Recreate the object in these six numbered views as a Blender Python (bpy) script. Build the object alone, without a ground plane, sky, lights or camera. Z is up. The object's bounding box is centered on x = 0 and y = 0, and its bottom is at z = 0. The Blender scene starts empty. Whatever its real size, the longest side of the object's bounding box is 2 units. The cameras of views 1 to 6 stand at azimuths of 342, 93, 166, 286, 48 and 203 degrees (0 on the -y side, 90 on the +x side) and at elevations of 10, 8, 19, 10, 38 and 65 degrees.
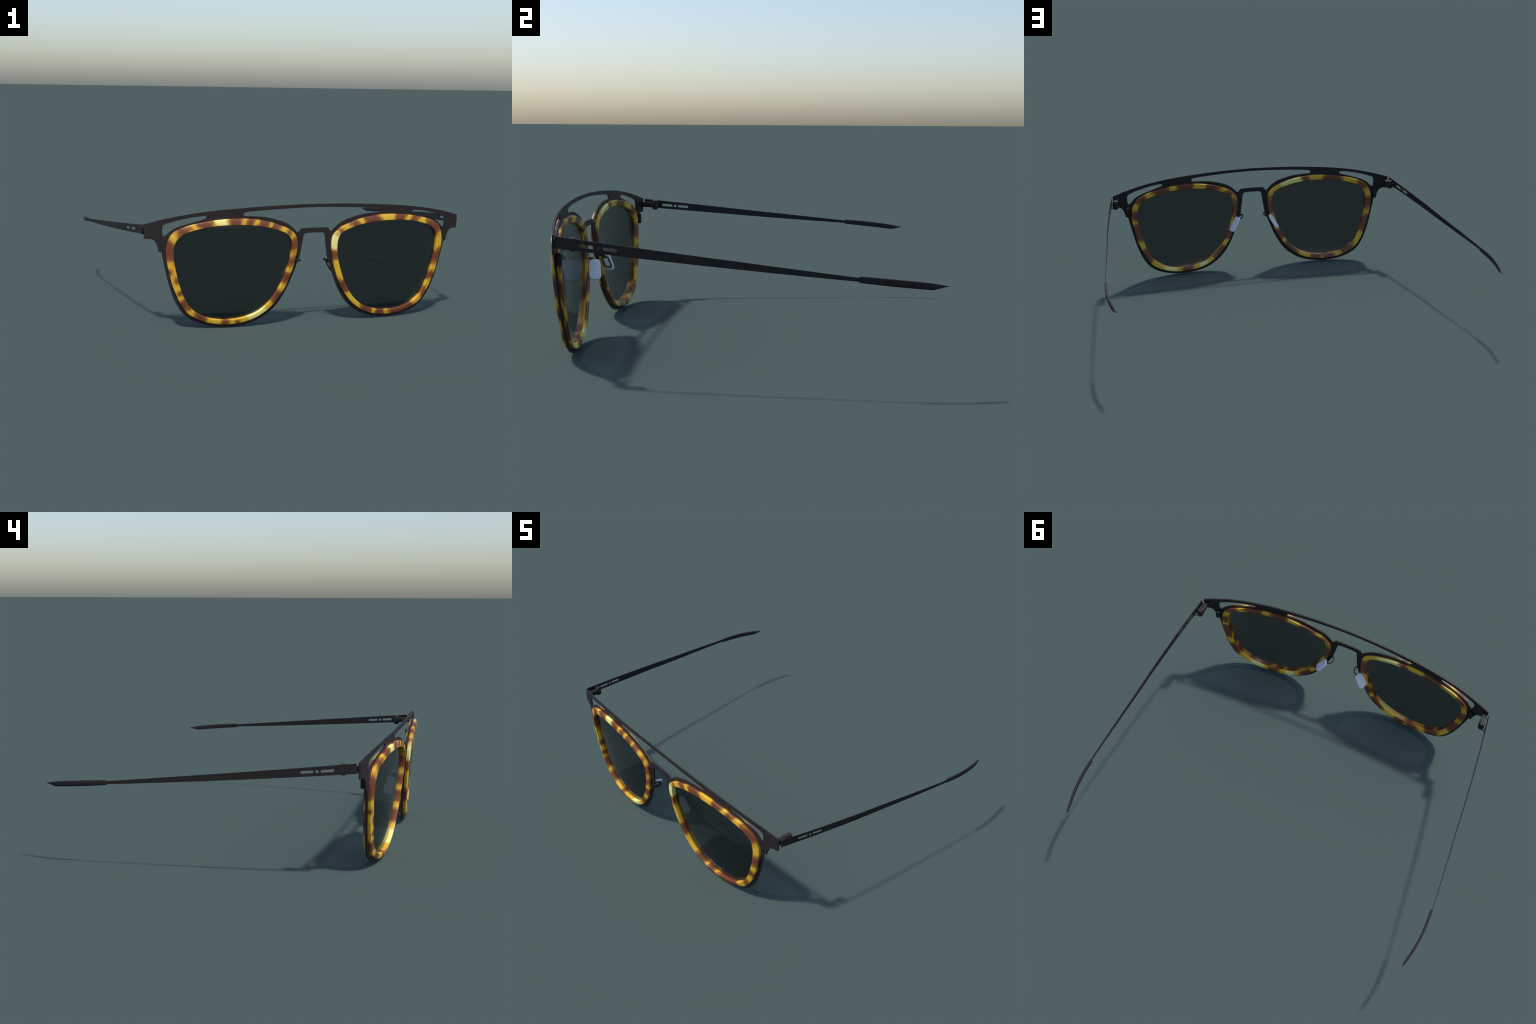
"""Double-bridge sunglasses: a thin sheet-metal front with slotted brow bar,
tortoiseshell acetate lens rims, smoked lenses, nose pads on wire loops, and
flat tapering temples with dark end sleeves.  Everything is built for the +x
half and mirrored; the frame is x = width, y = depth (front at -y), z = up."""
import bpy, bmesh, math
from mathutils import Vector

SHEET = 0.008            # sheet-metal thickness
TILT = -0.070            # lean of the front (top forward)


def front_y(x, z):
    """Front surface of the bent sheet: wraps back towards the temples."""
    e = min(1.0, max(0.0, (abs(x) - 0.68) / 0.19))
    lean = TILT * (1 - e * e * (3 - 2 * e))            # the end pieces stand upright
    if z > 0.50:                                       # the brow bar leans less than the rims
        z = 0.50 + (z - 0.50) * 0.65
    return -0.7610 + 0.0821 * x * x + 0.0427 * x ** 4 + lean * (z - 0.486)


# ------------------------------------------------------------------ materials
def new_material(name):
    m = bpy.data.materials.new(name)
    m.use_nodes = True
    nt = m.node_tree
    return m, nt, nt.nodes["Principled BSDF"]


def node(nt, kind, **kw):
    n = nt.nodes.new(kind)
    for k, v in kw.items():
        setattr(n, k, v)
    return n


def math_node(nt, op, a, b=None, clamp=False):
    n = node(nt, "ShaderNodeMath", operation=op, use_clamp=clamp)
    for i, v in enumerate((a, b)):
        if v is None:
            continue
        if isinstance(v, (int, float)):
            n.inputs[i].default_value = v
        else:
            nt.links.new(v, n.inputs[i])
    return n.outputs[0]


def satin_metal(name, colour, rough, spec=0.35, grain=0.12):
    m, nt, b = new_material(name)
    tc = node(nt, "ShaderNodeTexCoord")
    nz = node(nt, "ShaderNodeTexNoise")
    nz.inputs["Scale"].default_value = 55
    nz.inputs["Detail"].default_value = 3
    nt.links.new(tc.outputs["Object"], nz.inputs["Vector"])
    ramp = node(nt, "ShaderNodeValToRGB")
    lo = [c * (1 - grain) for c in colour] + [1]
    hi = [c * (1 + grain) for c in colour] + [1]
    ramp.color_ramp.elements[0].color = lo
    ramp.color_ramp.elements[0].position = 0.3
    ramp.color_ramp.elements[1].color = hi
    ramp.color_ramp.elements[1].position = 0.7
    nt.links.new(nz.outputs["Fac"], ramp.inputs["Fac"])
    nt.links.new(ramp.outputs["Color"], b.inputs["Base Color"])
    b.inputs["Roughness"].default_value = rough
    b.inputs["Specular IOR Level"].default_value = spec
    return m


def smoked_lens():
    """Grey-green sunglass lens: each face lets part of the light straight through."""
    m, nt, b = new_material("smoked_lens_glass")
    b.inputs["Base Color"].default_value = (0.004, 0.006, 0.006, 1)
    b.inputs["Roughness"].default_value = 0.06
    b.inputs["IOR"].default_value = 1.45
    tr = node(nt, "ShaderNodeBsdfTransparent")
    tr.inputs["Color"].default_value = (1.0, 1.0, 1.0, 1)
    mix = node(nt, "ShaderNodeMixShader")
    mix.inputs[0].default_value = 0.645
    nt.links.new(tr.outputs[0], mix.inputs[1])
    nt.links.new(b.outputs[0], mix.inputs[2])
    out = nt.nodes["Material Output"]
    nt.links.new(mix.outputs[0], out.inputs["Surface"])
    return m


def clear_silicone():
    m, nt, b = new_material("milky_silicone")
    b.inputs["Base Color"].default_value = (0.82, 0.85, 0.90, 1)
    b.inputs["Roughness"].default_value = 0.28
    b.inputs["Subsurface Weight"].default_value = 0.0
    return m


def band_ramp(nt, fac, bands):
    """Signed distance (in turns, coded around 0.5) to the nearest band edge.
    bands: (start, end) in degrees round the rim, ascending."""
    edges = []
    for s, e in bands:
        edges += [s, e]
    centres = []                                   # (angle, half width, sign)
    n = len(edges)
    for i in range(n):
        a, c = edges[i], edges[(i + 1) % n]
        if i == n - 1:
            c += 360
        centres.append(((a + c) / 2, (c - a) / 2, 1 if i % 2 == 0 else -1))
    code = lambda sd: min(1.0, max(0.0, 0.5 + sd / 40.0))
    raw = []
    for c, h, s in centres:
        if h > 20:                                     # wide gap: saturate near its ends
            raw += [(c - h + 20, s * 20), (c + h - 20, s * 20)]
        else:
            raw.append((c, h * s))
    stops = sorted(((c % 360) / 360.0, code(v)) for c, v in raw)
    node_ = node(nt, "ShaderNodeValToRGB")
    cr = node_.color_ramp
    cr.interpolation = "LINEAR"
    (p0, v0), (p1, v1) = stops[-1], stops[0]
    gap = 1 - p0 + p1
    wrap = v0 + (v1 - v0) * (1 - p0) / gap
    stops = [(0.0, wrap)] + stops + [(1.0, wrap)]
    cr.elements[0].position, cr.elements[1].position = stops[0][0], stops[-1][0]
    cr.elements[0].color = [stops[0][1]] * 3 + [1]
    cr.elements[1].color = [stops[-1][1]] * 3 + [1]
    for p, v in stops[1:-1]:
        el = cr.elements.new(p)
        el.color = [v] * 3 + [1]
    nt.links.new(fac, node_.inputs["Fac"])
    return node_.outputs["Color"]


def tortoiseshell(name, front, back, pale_front, pale_back, spots):
    """Amber acetate crossed by brown bands; the band layout is given as angles
    round the lens centre, separately for the front and the back of the rim."""
    m, nt, b = new_material(name)
    L = nt.links.new
    tc = node(nt, "ShaderNodeTexCoord")
    sep = node(nt, "ShaderNodeSeparateXYZ")
    L(tc.outputs["Object"], sep.inputs[0])
    ax = math_node(nt, "ABSOLUTE", sep.outputs["X"])
    dx = math_node(nt, "SUBTRACT", ax, 0.435)
    dz = math_node(nt, "SUBTRACT", sep.outputs["Z"], 0.30)
    an = math_node(nt, "ARCTAN2", dz, dx)
    turns = math_node(nt, "MULTIPLY", an, 1 / (2 * math.pi))
    nz = node(nt, "ShaderNodeTexNoise")
    nz.inputs["Scale"].default_value = 22
    nz.inputs["Detail"].default_value = 0.5
    L(tc.outputs["Object"], nz.inputs["Vector"])
    wob = math_node(nt, "MULTIPLY", math_node(nt, "SUBTRACT", nz.outputs["Fac"], 0.5), 0.020)
    fac = math_node(nt, "FRACT", math_node(nt, "ADD", math_node(nt, "ADD", turns, wob), 2.0))
    # front or back half of the rim: depth behind the bent sheet's mid plane
    x2 = math_node(nt, "MULTIPLY", ax, ax)
    x4 = math_node(nt, "MULTIPLY", x2, x2)
    s = math_node(nt, "ADD", math_node(nt, "MULTIPLY", x2, 0.0821), math_node(nt, "MULTIPLY", x4, 0.0427))
    s = math_node(nt, "ADD", s, math_node(nt, "MULTIPLY", math_node(nt, "SUBTRACT", sep.outputs["Z"], 0.486), TILT))
    depth = math_node(nt, "SUBTRACT", math_node(nt, "ADD", sep.outputs["Y"], 0.7617 - 0.010), s)
    side = node(nt, "ShaderNodeMapRange", interpolation_type="SMOOTHSTEP")
    side.inputs["From Min"].default_value = -0.004
    side.inputs["From Max"].default_value = 0.006
    L(depth, side.inputs["Value"])

    def blend(a, c):
        mx = node(nt, "ShaderNodeMix", data_type="RGBA")
        L(side.outputs[0], mx.inputs["Factor"])
        L(a, mx.inputs["A"])
        L(c, mx.inputs["B"])
        return mx.outputs["Result"]

    def union(bands):                                  # colour ramps hold few stops: use two
        return math_node(nt, "MAXIMUM", band_ramp(nt, fac, bands[::2]), band_ramp(nt, fac, bands[1::2]))

    fr = union(front)
    for cx, cz, r in spots:                            # small round blots on the front
        ux = math_node(nt, "SUBTRACT", ax, cx)
        uz = math_node(nt, "SUBTRACT", sep.outputs["Z"], cz)
        d = math_node(nt, "SQRT", math_node(nt, "ADD", math_node(nt, "MULTIPLY", ux, ux), math_node(nt, "MULTIPLY", uz, uz)))
        fr = math_node(nt, "MAXIMUM", fr, math_node(nt, "MULTIPLY_ADD", d, -6.0))
        fr.node.inputs[1].links[0].from_node.inputs[2].default_value = 0.5 + 6.0 * r
    sd = blend(fr, union(back))
    nz2 = node(nt, "ShaderNodeTexNoise")
    nz2.inputs["Scale"].default_value = 40
    nz2.inputs["Detail"].default_value = 0.3
    L(tc.outputs["Object"], nz2.inputs["Vector"])
    sdn = math_node(nt, "ADD", sd, math_node(nt, "MULTIPLY", math_node(nt, "SUBTRACT", nz2.outputs["Fac"], 0.5), 0.14))
    brown = node(nt, "ShaderNodeMapRange", interpolation_type="SMOOTHSTEP")
    brown.inputs["From Min"].default_value = 0.37
    brown.inputs["From Max"].default_value = 0.60
    L(sdn, brown.inputs["Value"])
    pale = blend(band_ramp(nt, fac, pale_front), band_ramp(nt, fac, pale_back))
    pmask = node(nt, "ShaderNodeMapRange", interpolation_type="SMOOTHSTEP")
    pmask.inputs["From Min"].default_value = 0.42
    pmask.inputs["From Max"].default_value = 0.55
    L(pale, pmask.inputs["Value"])
    amber = node(nt, "ShaderNodeMix", data_type="RGBA")
    amber.inputs["A"].default_value = (0.74, 0.435, 0.030, 1)
    amber.inputs["B"].default_value = (0.90, 0.80, 0.26, 1)
    L(pmask.outputs[0], amber.inputs["Factor"])
    # amber runs through burnt orange into brown
    warm = node(nt, "ShaderNodeMix", data_type="RGBA")
    warm.inputs["B"].default_value = (0.34, 0.125, 0.018, 1)
    deep = node(nt, "ShaderNodeMix", data_type="RGBA")
    deep.inputs["B"].default_value = (0.165, 0.048, 0.018, 1)
    for mixer, lo, hi in ((warm, 0.0, 0.6), (deep, 0.45, 1.0)):
        mr = node(nt, "ShaderNodeMapRange")
        mr.inputs["From Min"].default_value = lo
        mr.inputs["From Max"].default_value = hi
        L(brown.outputs[0], mr.inputs["Value"])
        L(mr.outputs[0], mixer.inputs["Factor"])
    L(amber.outputs["Result"], warm.inputs["A"])
    L(warm.outputs["Result"], deep.inputs["A"])
    L(deep.outputs["Result"], b.inputs["Base Color"])
    b.inputs["Roughness"].default_value = 0.36
    b.inputs["Specular IOR Level"].default_value = 0.5
    return m


# ------------------------------------------------------------------- geometry
def spline(points, step=0.004, closed=False):
    """Centripetal Catmull-Rom through the points, sampled about every step."""
    P = [Vector(p) for p in points]
    n = len(P)
    out = []
    segs = n if closed else n - 1
    for i in range(segs):
        p1, p2 = P[i], P[(i + 1) % n]
        p0 = P[(i - 1) % n] if (closed or i > 0) else p1 + (p1 - p2)
        p3 = P[(i + 2) % n] if (closed or i < n - 2) else p2 + (p2 - p1)
        t0 = 0.0
        t1 = t0 + max(1e-6, (p1 - p0).length ** 0.5)
        t2 = t1 + max(1e-6, (p2 - p1).length ** 0.5)
        t3 = t2 + max(1e-6, (p3 - p2).length ** 0.5)
        k = max(1, int(round((p2 - p1).length / step)))
        for j in range(k):
            t = t1 + (t2 - t1) * j / k
            a1 = p0 * ((t1 - t) / (t1 - t0)) + p1 * ((t - t0) / (t1 - t0))
            a2 = p1 * ((t2 - t) / (t2 - t1)) + p2 * ((t - t1) / (t2 - t1))
            a3 = p2 * ((t3 - t) / (t3 - t2)) + p3 * ((t - t2) / (t3 - t2))
            b1 = a1 * ((t2 - t) / (t2 - t0)) + a2 * ((t - t0) / (t2 - t0))
            b2 = a2 * ((t3 - t) / (t3 - t1)) + a3 * ((t - t1) / (t3 - t1))
            out.append(b1 * ((t2 - t) / (t2 - t1)) + b2 * ((t - t1) / (t2 - t1)))
    if not closed:
        out.append(P[-1].copy())
    return out


def chain(*parts, step=0.004):
    """Join smooth runs end to end; the joints stay sharp corners."""
    out = []
    for p in parts:
        s = spline(p, step)
        out += s[:-1]
    out.append(s[-1])
    return out


def mirror_loop(half):
    """Close a half outline that starts and ends on the x = 0 axis."""
    return half + [Vector((-p.x, p.y)) for p in reversed(half[1:-1])]


def sheet_mesh(name, loops, thickness, cut_step, place):
    """Fill an outline with holes, slice it finely across the bend, give it
    thickness, then let place(u, v, w) bend it into space."""
    bm = bmesh.new()
    for loop in loops:
        vs = [bm.verts.new((p.x, 0, p.y)) for p in loop]
        for i in range(len(vs)):
            bm.edges.new((vs[i], vs[(i + 1) % len(vs)]))
    bmesh.ops.triangle_fill(bm, use_beauty=True, use_dissolve=False, edges=bm.edges[:])
    lo = min(v.co.x for v in bm.verts)
    hi = max(v.co.x for v in bm.verts)
    k = int((hi - lo) / cut_step)
    for i in range(1, k):
        x = lo + (hi - lo) * i / k
        bmesh.ops.bisect_plane(bm, geom=bm.verts[:] + bm.edges[:] + bm.faces[:], dist=1e-6,
                               plane_co=(x, 0, 0), plane_no=(1, 0, 0))
    for f in bm.faces:
        f.normal_update()
        if f.normal.y > 0:
            f.normal_flip()
    ext = bmesh.ops.extrude_face_region(bm, geom=bm.faces[:], use_keep_orig=True)
    new = [g for g in ext["geom"] if isinstance(g, bmesh.types.BMVert)]
    for v in new:
        v.co.y = thickness
    for f in bm.faces:
        pass
    bmesh.ops.recalc_face_normals(bm, faces=bm.faces[:])
    for v in bm.verts:
        v.co = place(v.co.x, v.co.z, v.co.y)
    bmesh.ops.recalc_face_normals(bm, faces=bm.faces[:])
    return finish(bm, name)


def finish(bm, name, smooth_angle=35):
    me = bpy.data.meshes.new(name)
    for f in bm.faces:
        f.smooth = True
    lim = math.radians(smooth_angle)
    for e in bm.edges:
        if len(e.link_faces) == 2 and e.calc_face_angle(0) > lim:
            e.smooth = False
    bm.to_mesh(me)
    bm.free()
    return me


def loft(name, sections, closed_path=False, cap=True, smooth_angle=35):
    bm = bmesh.new()
    rings = [[bm.verts.new(p) for p in s] for s in sections]
    m = len(rings[0])
    for i in range(len(rings) - (0 if closed_path else 1)):
        a, c = rings[i], rings[(i + 1) % len(rings)]
        for j in range(m):
            bm.faces.new((a[j], a[(j + 1) % m], c[(j + 1) % m], c[j]))
    if cap and not closed_path:
        bm.faces.new(rings[0])
        bm.faces.new(rings[-1])
    bmesh.ops.recalc_face_normals(bm, faces=bm.faces[:])
    return finish(bm, name, smooth_angle)


def tube(name, path, radius, closed=False, sides=12, flat=1.0):
    """Round (or flattened) wire along a path; flat scales it along z."""
    secs = []
    n = len(path)
    for i, p in enumerate(path):
        a = path[(i - 1) % n] if (closed or i) else path[0]
        c = path[(i + 1) % n] if (closed or i < n - 1) else path[-1]
        t = (c - a).normalized()
        ref = Vector((0, 0, 1)) if abs(t.z) < 0.9 else Vector((0, 1, 0))
        u = t.cross(ref).normalized()
        w = u.cross(t).normalized()
        if secs:                                  # keep the frame from twisting
            u = (prev_u - t * prev_u.dot(t)).normalized()
            w = u.cross(t).normalized()
        prev_u = u
        secs.append([p + u * radius * math.cos(k * math.tau / sides)
                     + w * radius * flat * math.sin(k * math.tau / sides) for k in range(sides)])
    return loft(name, secs, closed_path=closed, smooth_angle=60)


def bevelled_box(name, lo, hi, bevel, segments=3):
    bm = bmesh.new()
    bmesh.ops.create_cube(bm, size=1)
    for v in bm.verts:
        v.co = Vector([l + (c + 0.5) * (h - l) for c, l, h in zip(v.co, lo, hi)])
    bmesh.ops.bevel(bm, geom=bm.edges[:], offset=bevel, segments=segments, affect="EDGES", profile=0.5)
    return finish(bm, name, 50)


def mirrored(me):
    bm = bmesh.new()
    bm.from_mesh(me)
    for v in bm.verts:
        v.co.x = -v.co.x
    bmesh.ops.reverse_faces(bm, faces=bm.faces[:])
    out = bpy.data.meshes.new(me.name)
    bm.to_mesh(out)
    bm.free()
    return out


def add(name, me, mat, parent):
    me.materials.clear()
    me.materials.append(mat)
    o = bpy.data.objects.new(name, me)
    bpy.context.scene.collection.objects.link(o)
    o.parent = parent
    return o


def add_pair(name, me, mat, parents):
    """One part on each side; the second is the mirror image."""
    mats = mat if isinstance(mat, tuple) else (mat, mat)
    pr = parents if isinstance(parents, tuple) else (parents, parents)
    a = add(name, me, mats[0], pr[0])
    b = add(name, mirrored(me), mats[1], pr[1])
    return a, b


# ------------------------------------------------------------------ the object
metal = satin_metal("dark_brown_satin_metal", (0.0258, 0.0210, 0.0217), 0.5, 0.15)
sleeve_mat = satin_metal("dark_rubber_sleeve", (0.0265, 0.0220, 0.0235), 0.5, 0.12, 0.08)
pad_mat = clear_silicone()
lens_mat = smoked_lens()
shell_right = tortoiseshell(
    "tortoiseshell_acetate",
    [(26, 44), (55, 61), (72, 85), (106, 124), (130, 138), (146, 149), (166, 171), (195, 208),
     (238, 250), (258, 268), (275, 304), (319, 325), (337, 346), (357, 370)],
    [(14, 23), (32, 42), (52, 70), (82, 103), (121, 135), (146, 150), (155, 174), (185, 202),
     (213, 230), (264, 277), (320, 337), (349, 368)],
    [(150, 165)], [(241, 251), (286, 301)], [(.60, .545, .012)])
shell_left = tortoiseshell(
    "tortoiseshell_acetate",
    [(10, 26), (35, 43), (54, 66), (87, 99), (106, 113), (119, 126), (131, 138),
     (154, 163), (169, 176), (185, 193), (205, 218), (274, 280), (298, 310), (318, 329)],
    [(7, 21), (29, 39), (59, 83), (106, 113), (157, 172), (195, 208), (216, 236), (257, 270),
     (274, 288), (298, 315), (338, 358)],
    [(69, 85), (229, 249)], [(116, 138)],
    [(.7478, .2973, .008), (.7123, .2518, .013), (.6906, .1857, .013), (.3986, .0210, .009), (.1383, .4918, .012)])

root = bpy.data.objects.new("sunglasses", None)
bpy.context.scene.collection.objects.link(root)
root["label"] = "double-bridge sunglasses with tortoiseshell rims and dark metal frame"
root["category"] = "sunglasses"

# --- rim outlines (x, z), clockwise seen from the front of the +x lens
RIM_OUTER = [(.380, .565), (.300, .557), (.238, .5435), (.180, .523), (.1445, .507), (.1147, .4845), (.099, .460),
             (.0935, .426), (.0958, .386), (.1038, .346), (.1141, .2996), (.1287, .2575), (.1457, .212), (.163, .1816),
             (.1889, .1428), (.2238, .1006), (.2592, .0713), (.2947, .0494), (.3392, .0312), (.3836, .0203), (.4368, .0150),
             (.4898, .0168), (.5275, .0225), (.5666, .0325), (.5993, .0450), (.6317, .0622), (.6544, .0785), (.674, .1037),
             (.6985, .1447), (.7195, .1930), (.735, .2333), (.7466, .2815), (.7556, .3177), (.7635, .357), (.7667, .400),
             (.7645, .430), (.754, .466), (.731, .499), (.687, .523), (.612, .544), (.538, .557), (.460, .5645)]
RIM_INNER = [(.463, .533), (.395, .533), (.322, .528), (.248, .5147), (.187, .4965), (.1557, .482), (.1365, .4645),
             (.1272, .436), (.1255, .398), (.1296, .362), (.138, .322), (.1525, .278), (.171, .228), (.193, .186),
             (.227, .135), (.262, .100), (.2975, .0752), (.342, .0570), (.404, .0437), (.448, .0410), (.492, .0425),
             (.545, .0515), (.596, .0735), (.641, .1090), (.671, .157), (.695, .218), (.712, .280), (.725, .340), (.7295, .393),
             (.7265, .430), (.715, .459), (.688, .485), (.645, .504), (.580, .5205), (.516, .530)]
CENTRE = Vector((0.435, 0.30))


def polar_resample(points, n):
    """Radius of a closed outline at n equal angles round the lens centre."""
    dense = spline(points, 0.002, closed=True)
    pol = sorted((math.atan2(p.y - CENTRE.y, p.x - CENTRE.x) % math.tau, (p - CENTRE).length) for p in dense)
    pol = [(pol[-1][0] - math.tau, pol[-1][1])] + pol + [(pol[0][0] + math.tau, pol[0][1])]
    out, j = [], 0
    for i in range(n):
        a = math.tau * i / n
        while pol[j + 1][0] < a:
            j += 1
        t = (a - pol[j][0]) / max(1e-9, pol[j + 1][0] - pol[j][0])
        out.append(pol[j][1] + t * (pol[j + 1][1] - pol[j][1]))
    for _ in range(2):
        out = [(out[i - 1] + 2 * out[i] + out[(i + 1) % n]) / 4 for i in range(n)]
    return out


N = 288
R_OUT = polar_resample(RIM_OUTER, N)
R_IN = polar_resample(RIM_INNER, N)
DIRS = [Vector((math.cos(math.tau * i / N), math.sin(math.tau * i / N))) for i in range(N)]


def rim_point(i, w, y):
    """Point on the rim: w = 0 outer edge, 1 inner edge; y = depth behind the sheet's front."""
    p = CENTRE + DIRS[i] * (R_OUT[i] + (R_IN[i] - R_OUT[i]) * w)
    return Vector((p.x, front_y(p.x, p.y) + y, p.y))


# --- metal front
half_outline = chain(
    [(0, .631), (.12, .629), (.27, .624), (.375, .6175), (.48, .610), (.588, .598), (.69, .5825), (.79, .561), (.870, .539)],
    [(.870, .539), (.870, .466)],
    [(.870, .466), (.840, .4655), (.823, .4585), (.811, .442), (.8035, .421), (.800, .401)],
    [(.800, .401), (.7865, .3965), (.7815, .3746), (.7728, .3354), (.7639, .2944), (.7549, .2563), (.7467, .2263),
     (.730, .175), (.710, .1289), (.687, .091), (.664, .065), (.636, .0445), (.604, .028), (.563, .0142), (.514, .0040),
     (.478, .0010), (.442, .0005), (.397, .0030), (.344, .0125), (.308, .0238), (.272, .0405), (.2365, .0645), (.210, .0873),
     (.184, .1172), (.158, .158), (.1323, .2085), (.1157, .2504), (.1007, .2865), (.0871, .3276), (.0786, .3466),
     (.0721, .385), (.0665, .419), (.0612, .457), (.0583, .470), (.0528, .4778), (.0435, .480), (.0143, .4814), (0, .482)])
centre_hole = chain(
    [(0, .6135), (.060, .613), (.153, .610), (.265, .6045), (.366, .596), (.378, .592), (.381, .585), (.378, .579),
     (.369, .5765), (.319, .5745), (.263, .568), (.207, .5545), (.161, .539), (.126, .5165), (.103, .494), (.096, .488),
     (.090, .4862), (.085, .489), (.080, .497), (.072, .5045), (.062, .5062), (.032, .507), (0, .5075)], step=0.003)
slot = spline([(.5655, .572), (.568, .5775), (.575, .5795), (.640, .573), (.692, .5625), (.743, .549), (.769, .540),
               (.780, .533), (.783, .520), (.7825, .488), (.780, .481), (.774, .479), (.765, .483), (.7375, .509),
               (.711, .5235), (.667, .538), (.613, .5535), (.575, .5645), (.568, .5675)], 0.003, closed=True)
lens_hole = [CENTRE + DIRS[i] * (R_OUT[i] * 0.6 + R_IN[i] * 0.4) for i in range(0, N, 2)]
flip = lambda loop: [Vector((-p.x, p.y)) for p in loop]
front_me = sheet_mesh("front_frame",
                      [mirror_loop(half_outline), mirror_loop(centre_hole), slot, flip(slot), lens_hole, flip(lens_hole)],
                      SHEET, 0.02, lambda u, v, w: Vector((u, front_y(u, v) + w, v)))
front = add("front_frame", front_me, metal, root)
bev = front.modifiers.new("edge", "BEVEL")
bev.width, bev.segments, bev.limit_method, bev.angle_limit = 0.0010, 2, "ANGLE", math.radians(50)

# --- acetate rims: rounded bar section gripping the sheet
Y_FRONT, Y_BACK, R_EDGE = -0.0168, 0.0202, 0.0034
RAKE = 0.0045                                           # inner edge stands this much further forward
WIDTH = 0.034


def rim_section():
    sec = []
    rw = R_EDGE / WIDTH

    def corner(cw, cy, a0):
        for k in range(5):
            a = math.radians(a0 + 90 * k / 4)
            w = cw + rw * math.cos(a)
            sec.append((w, cy + R_EDGE * math.sin(a) - RAKE * (w - 0.5)))
    corner(rw, Y_FRONT + R_EDGE, 180)                   # outer front
    corner(1 - rw, Y_FRONT + R_EDGE, 270)               # inner front
    sec.append((1.02, 0.000))
    sec.append((1.02, 0.007))
    corner(1 - rw, Y_BACK - R_EDGE, 0)                  # inner back
    corner(rw + .06, Y_BACK - R_EDGE, 90)                     # outer back
    return sec


SEC = rim_section()
rim_me = loft("lens_rim", [[rim_point(i, w, y) for w, y in SEC] for i in range(N)], closed_path=True, smooth_angle=40)
rims = add_pair("lens_rim", rim_me, (shell_right, shell_left), front)

# --- lenses: thin curved panes seated in the rim
def lens_mesh():
    bm = bmesh.new()
    rings = 14
    faces_y = (0.0025, 0.0065)
    dome = lambda k: -0.0165 * (1 - k * k)              # bulges forwards
    layers = []
    for y in faces_y:
        c = bm.verts.new((CENTRE.x, front_y(*CENTRE) + y + dome(0), CENTRE.y))
        loops = []
        for r in range(1, rings + 1):
            k = r / rings
            row = []
            for i in range(0, N, 3):
                p = CENTRE + DIRS[i] * ((R_IN[i] + 0.006) * k)
                row.append(bm.verts.new((p.x, front_y(p.x, p.y) + y + dome(k), p.y)))
            loops.append(row)
        m = len(loops[0])
        for j in range(m):
            bm.faces.new((c, loops[0][j], loops[0][(j + 1) % m]))
            for a, b_ in zip(loops, loops[1:]):
                bm.faces.new((a[j], b_[j], b_[(j + 1) % m], a[(j + 1) % m]))
        layers.append(loops[-1])
    a, b_ = layers
    for j in range(len(a)):
        bm.faces.new((a[j], a[(j + 1) % len(a)], b_[(j + 1) % len(a)], b_[j]))
    bmesh.ops.recalc_face_normals(bm, faces=bm.faces[:])
    return finish(bm, "lens", 40)


add_pair("lens", lens_mesh(), lens_mat, front)

# --- rim closing block behind the outer corner
add_pair("closing_block", bevelled_box("closing_block", (.7765, -.684, .409), (.7985, -.6625, .462), .0065), metal, front)

# hairline joint where the rim closes
joint = [Vector(p) for p in ((.768, .4202), (.7998, .4202), (.7998, .4213), (.768, .4213))]
add_pair("rim_joint", sheet_mesh("rim_joint", [joint], .003, .008, lambda u, v, w: Vector((u, front_y(u, v) + w - .0004, v))),
         satin_metal("joint_shadow_metal", (0.014, 0.012, 0.012), 0.6, 0.05), front)

# --- nose pads: pillow plates carried by a wire loop and a curled arm
PAD_C = Vector((.1245, -.7000, .2925))
PAD_U = Vector((-.019, .0505, 0)) / 2                   # towards the face
PAD_V = Vector((-.050, -.014, .0845)) / 2               # upwards
PAD_N = PAD_U.cross(PAD_V).normalized()
if PAD_N.x > 0:
    PAD_N = -PAD_N                                      # towards the nose


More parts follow.
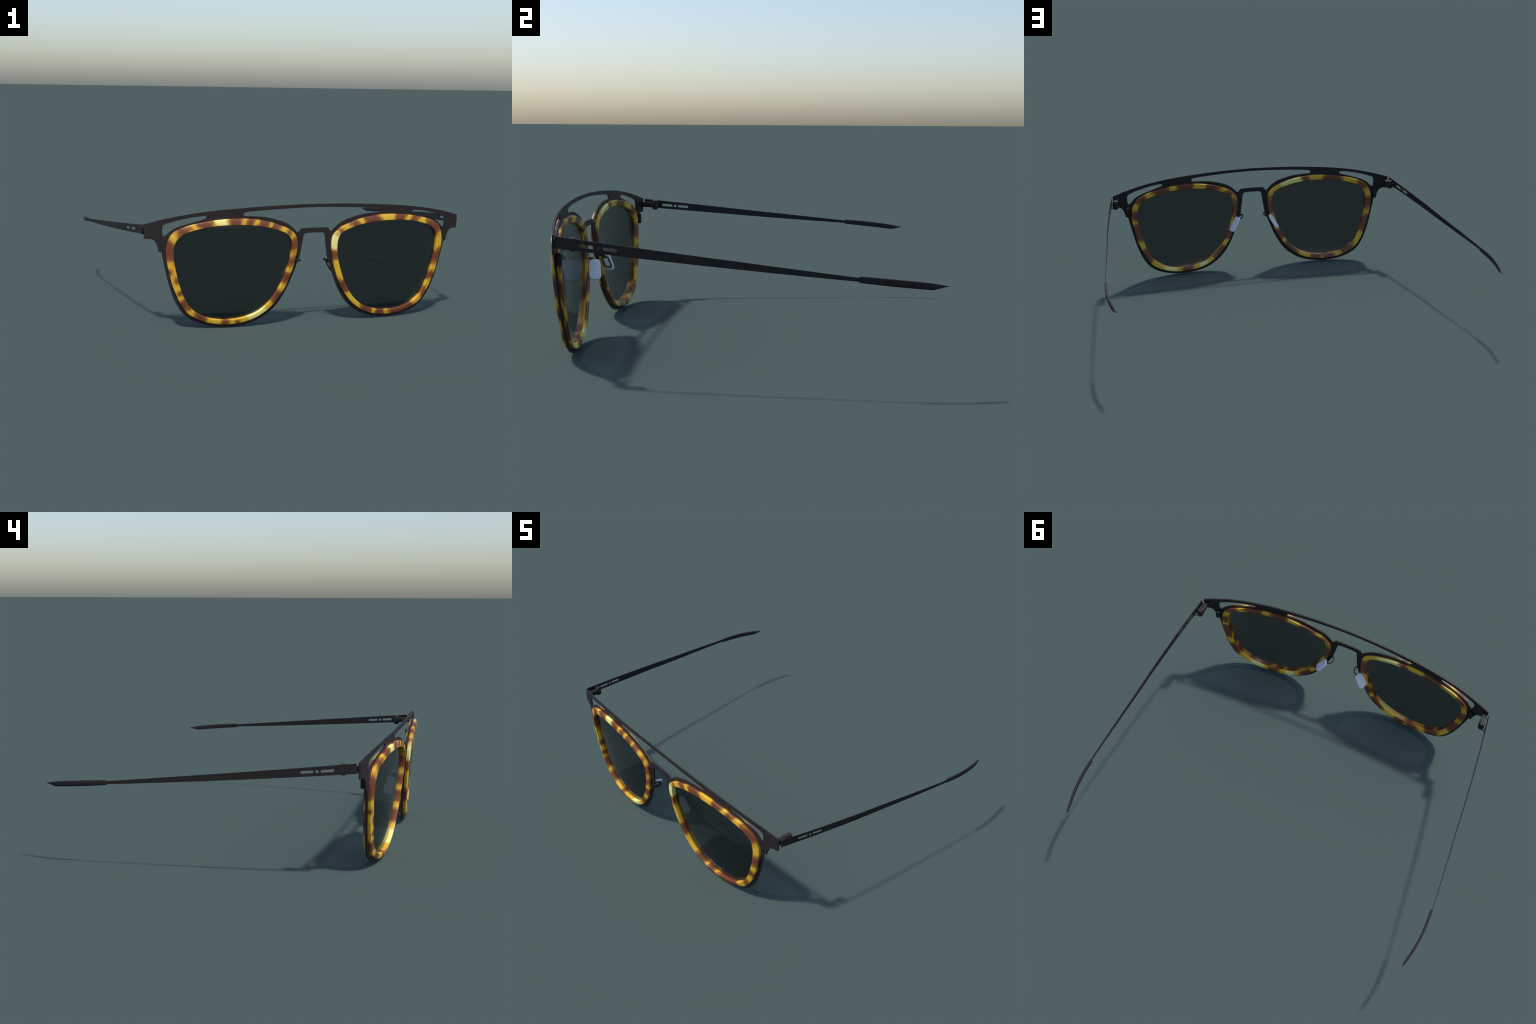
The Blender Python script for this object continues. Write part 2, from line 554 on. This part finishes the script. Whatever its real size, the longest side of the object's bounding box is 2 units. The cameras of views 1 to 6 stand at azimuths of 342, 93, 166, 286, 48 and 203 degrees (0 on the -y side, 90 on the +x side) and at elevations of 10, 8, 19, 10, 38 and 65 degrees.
def pad_mesh():
    secs = []
    half = .0058
    rows = [(-1.0, .90), (-.92, .96), (-.6, 1.0), (0, 1.0), (.6, 1.0), (.92, .96), (1.0, .90)]
    for h, k in rows:
        ring = []
        for j in range(64):
            a = math.tau * j / 64
            e = 2 / 4.2
            cu = math.copysign(abs(math.cos(a)) ** e, math.cos(a)) * k
            cv = math.copysign(abs(math.sin(a)) ** e, math.sin(a)) * (1 - (1 - k) * .6)
            cu *= 1 - 0.05 * cv
            bulge = .0025 * (1 - cu * cu) * (-1)
            ring.append(PAD_C + PAD_U * cu + PAD_V * cv + PAD_N * (h * half + bulge))
        secs.append(ring)
    bm = bmesh.new()
    rings = [[bm.verts.new(p) for p in s] for s in secs]
    m = 64
    for a, c in zip(rings, rings[1:]):
        for j in range(m):
            bm.faces.new((a[j], a[(j + 1) % m], c[(j + 1) % m], c[j]))
    for ring, h in ((rings[0], -1), (rings[-1], 1)):    # domed ends
        prev = ring
        for k in (.7, .4):
            row = [bm.verts.new(PAD_C + (v.co - PAD_C) * k + PAD_N * (h * half * (1 - k) + (1 - k) * .0012 * h)) for v in ring]
            for j in range(m):
                bm.faces.new((prev[j], prev[(j + 1) % m], row[(j + 1) % m], row[j]))
            prev = row
        bm.faces.new(prev)
    bmesh.ops.recalc_face_normals(bm, faces=bm.faces[:])
    return finish(bm, "nose_pad", 50)


pads = add_pair("nose_pad", pad_mesh(), pad_mat, root)
LIFT = PAD_N * .0085
loop_uv = [(-.62, .50), (-.60, .62), (-.48, .70), (.44, .72), (.60, .66), (.66, .54), (.72, -.32), (.69, -.45), (.55, -.53),
           (-.38, -.53), (-.54, -.46), (-.60, -.34)]
loop_pts = spline([PAD_C + PAD_U * u + PAD_V * v + LIFT for u, v in loop_uv], .003, closed=True)
add_pair("pad_loop", tube("pad_loop", loop_pts, .0029, closed=True), metal, pads)
loop_top = PAD_C + PAD_U * .1 + PAD_V * .68 + LIFT
arm_pts = spline([Vector((.090, -.750, .337)), Vector((.076, -.751, .3375)), Vector((.0685, -.743, .3365)),
                  Vector((.0680, -.727, .3345)), Vector((.0745, -.713, .332)), loop_top], .003)
add_pair("pad_arm", tube("pad_arm", arm_pts, .0032, flat=2.0), metal, pads)

# --- temples: flat strips bowed outwards, pierced by two slots and a round hole
BOW = [(-.70, .872), (-.66, .877), (-.48, .902), (-.30, .923), (-.16, .9375), (0, .951), (.16, .966), (.26, .975), (.405, .987),
       (.46, .9905), (.51, .993), (.56, .9935), (.61, .9915), (.66, .9860), (.71, .9775), (.745, .970), (.778, .963)]
bow_dense = spline(BOW, .004)


def bow_x(y):
    for a, b_ in zip(bow_dense, bow_dense[1:]):
        if a.x <= y <= b_.x:
            return a.y + (b_.y - a.y) * (y - a.x) / (b_.x - a.x)
    return bow_dense[-1].y


T_THICK = 0.0034
top_z = lambda y: .5365 + (y + .659) * (.4165 - .5365) / (.459 + .659)
bot_z = lambda y: .4920 + (y + .662) * (.4035 - .4920) / (.458 + .662)
mid_z = lambda y: .5030 + (y + .562) * (.4900 - .5030) / (-.420 + .562)


def slot_loop(y0, y1, h, r):
    pts = []
    for cy, cz, a0 in ((y1 - r, h - r, 0), (y0 + r, h - r, 90), (y0 + r, -h + r, 180), (y1 - r, -h + r, 270)):
        for k in range(4):
            a = math.radians(a0 + 30 * k)
            y = cy + r * math.cos(a)
            pts.append(Vector((y, mid_z(y) + cz + r * math.sin(a))))
    return pts


hole = [Vector((-.491 + .0072 * math.cos(a), mid_z(-.491) + .0072 * math.sin(a)))
        for a in [math.tau * k / 24 for k in range(24)]]
belly = lambda y: max(0.0, math.sin(math.pi * (y + .66) / 1.30))     # both edges sag a little
ys = [-.659 + 1.131 * k / 40 for k in range(41)]
strip = [Vector((y, top_z(y) - .0010 * belly(y))) for y in ys] \
    + [Vector((y - .0045 * (.472 - y) / 1.131, bot_z(y) - .0041 * belly(y))) for y in reversed(ys)]
temple_me = sheet_mesh("temple", [strip, slot_loop(-.563, -.507, .0060, .0025), hole, slot_loop(-.475, -.420, .0060, .0025)],
                       T_THICK, 0.025, lambda u, v, w: Vector((bow_x(u) + .0036 - w, u, v)))
temples = add_pair("temple", temple_me, metal, root)
for t in temples:
    bv = t.modifiers.new("edge", "BEVEL")
    bv.width, bv.segments, bv.limit_method, bv.angle_limit = 0.0008, 2, "ANGLE", math.radians(50)

# end sleeves: slim rounded bars curling inwards, cut off obliquely to a point
def lerp_table(tab, v):
    for (a, fa), (b_, fb) in zip(tab, tab[1:]):
        if v <= b_:
            return fa + (fb - fa) * (v - a) / (b_ - a)
    return tab[-1][1]


s_top = [(p.x, p.y) for p in spline([(.460, .4215), (.53, .4165), (.60, .4105), (.66, .4045), (.714, .3980), (.75, .3915), (.778, .3860)], .004)]
s_bot = [(.460, .3975), (.55, .3885), (.64, .3800), (.724, .3720), (.778, .3850)]
secs = []
rows = [(.4600, .80), (.4612, .93), (.4635, 1.0)] + [(.47 + .254 * k / 22, 1.0) for k in range(23)] \
    + [(.730, 1.0), (.740, 1.0), (.750, .98), (.760, .94), (.768, .88), (.774, .80), (.778, .62)]
for y, k in rows:
    zt, zb = lerp_table(s_top, y), lerp_table(s_bot, y)
    zc, hz = (zt + zb) / 2, max(.0008, (zt - zb) / 2 * (k if y < .47 else 1))
    hw = .0065 * k
    ring = []
    dx = bow_x(y + .004) - bow_x(y - .004) if y < .77 else bow_x(.774) - bow_x(.766)
    t = Vector((dx, .008, 0)).normalized()
    nrm = Vector((t.y, -t.x, 0))
    for j in range(28):
        a = math.tau * j / 28
        e = 2 / 3.2
        cu = math.copysign(abs(math.cos(a)) ** e, math.cos(a)) * hw
        cz = math.copysign(abs(math.sin(a)) ** e, math.sin(a)) * hz
        ring.append(Vector((bow_x(y), y, zc + cz)) + nrm * cu)
    secs.append(ring)
add_pair("temple_sleeve", loft("temple_sleeve", secs, smooth_angle=50), sleeve_mat, temples)

# --- hinges: bar from the front, upright barrel, two thin prongs to the temple
bar_lo, bar_hi = (.8430, -.668, .4945), (.8665, -.600, .5205)
add_pair("hinge_bar", bevelled_box("hinge_bar", bar_lo, bar_hi, .0012, 2), metal, front)
BX, BY = .8610, -.5975


def barrel_mesh():
    secs = []
    for z, r in ((.4783, .005), (.4795, .0103), (.4832, .0146), (.488, .0164), (.494, .0168), (.517, .0163), (.5205, .0147),
                 (.5265, .0146), (.5285, .0132), (.5293, .0100)):
        secs.append([Vector((BX + r * math.cos(math.tau * k / 28), BY + r * math.sin(math.tau * k / 28), z)) for k in range(28)])
    return loft("hinge_barrel", secs, smooth_angle=60)


add_pair("hinge_barrel", barrel_mesh(), metal, temples)
for z in (.4880, .5110):
    pts = [Vector(p) for p in ((BX, BY + .010, z), (BX + .014, BY + .0145, z), (bow_x(-.580) + .001, -.580, z))]
    add_pair("hinge_prong", tube("hinge_prong", spline(pts, .004), .0027, sides=10), metal, temples)
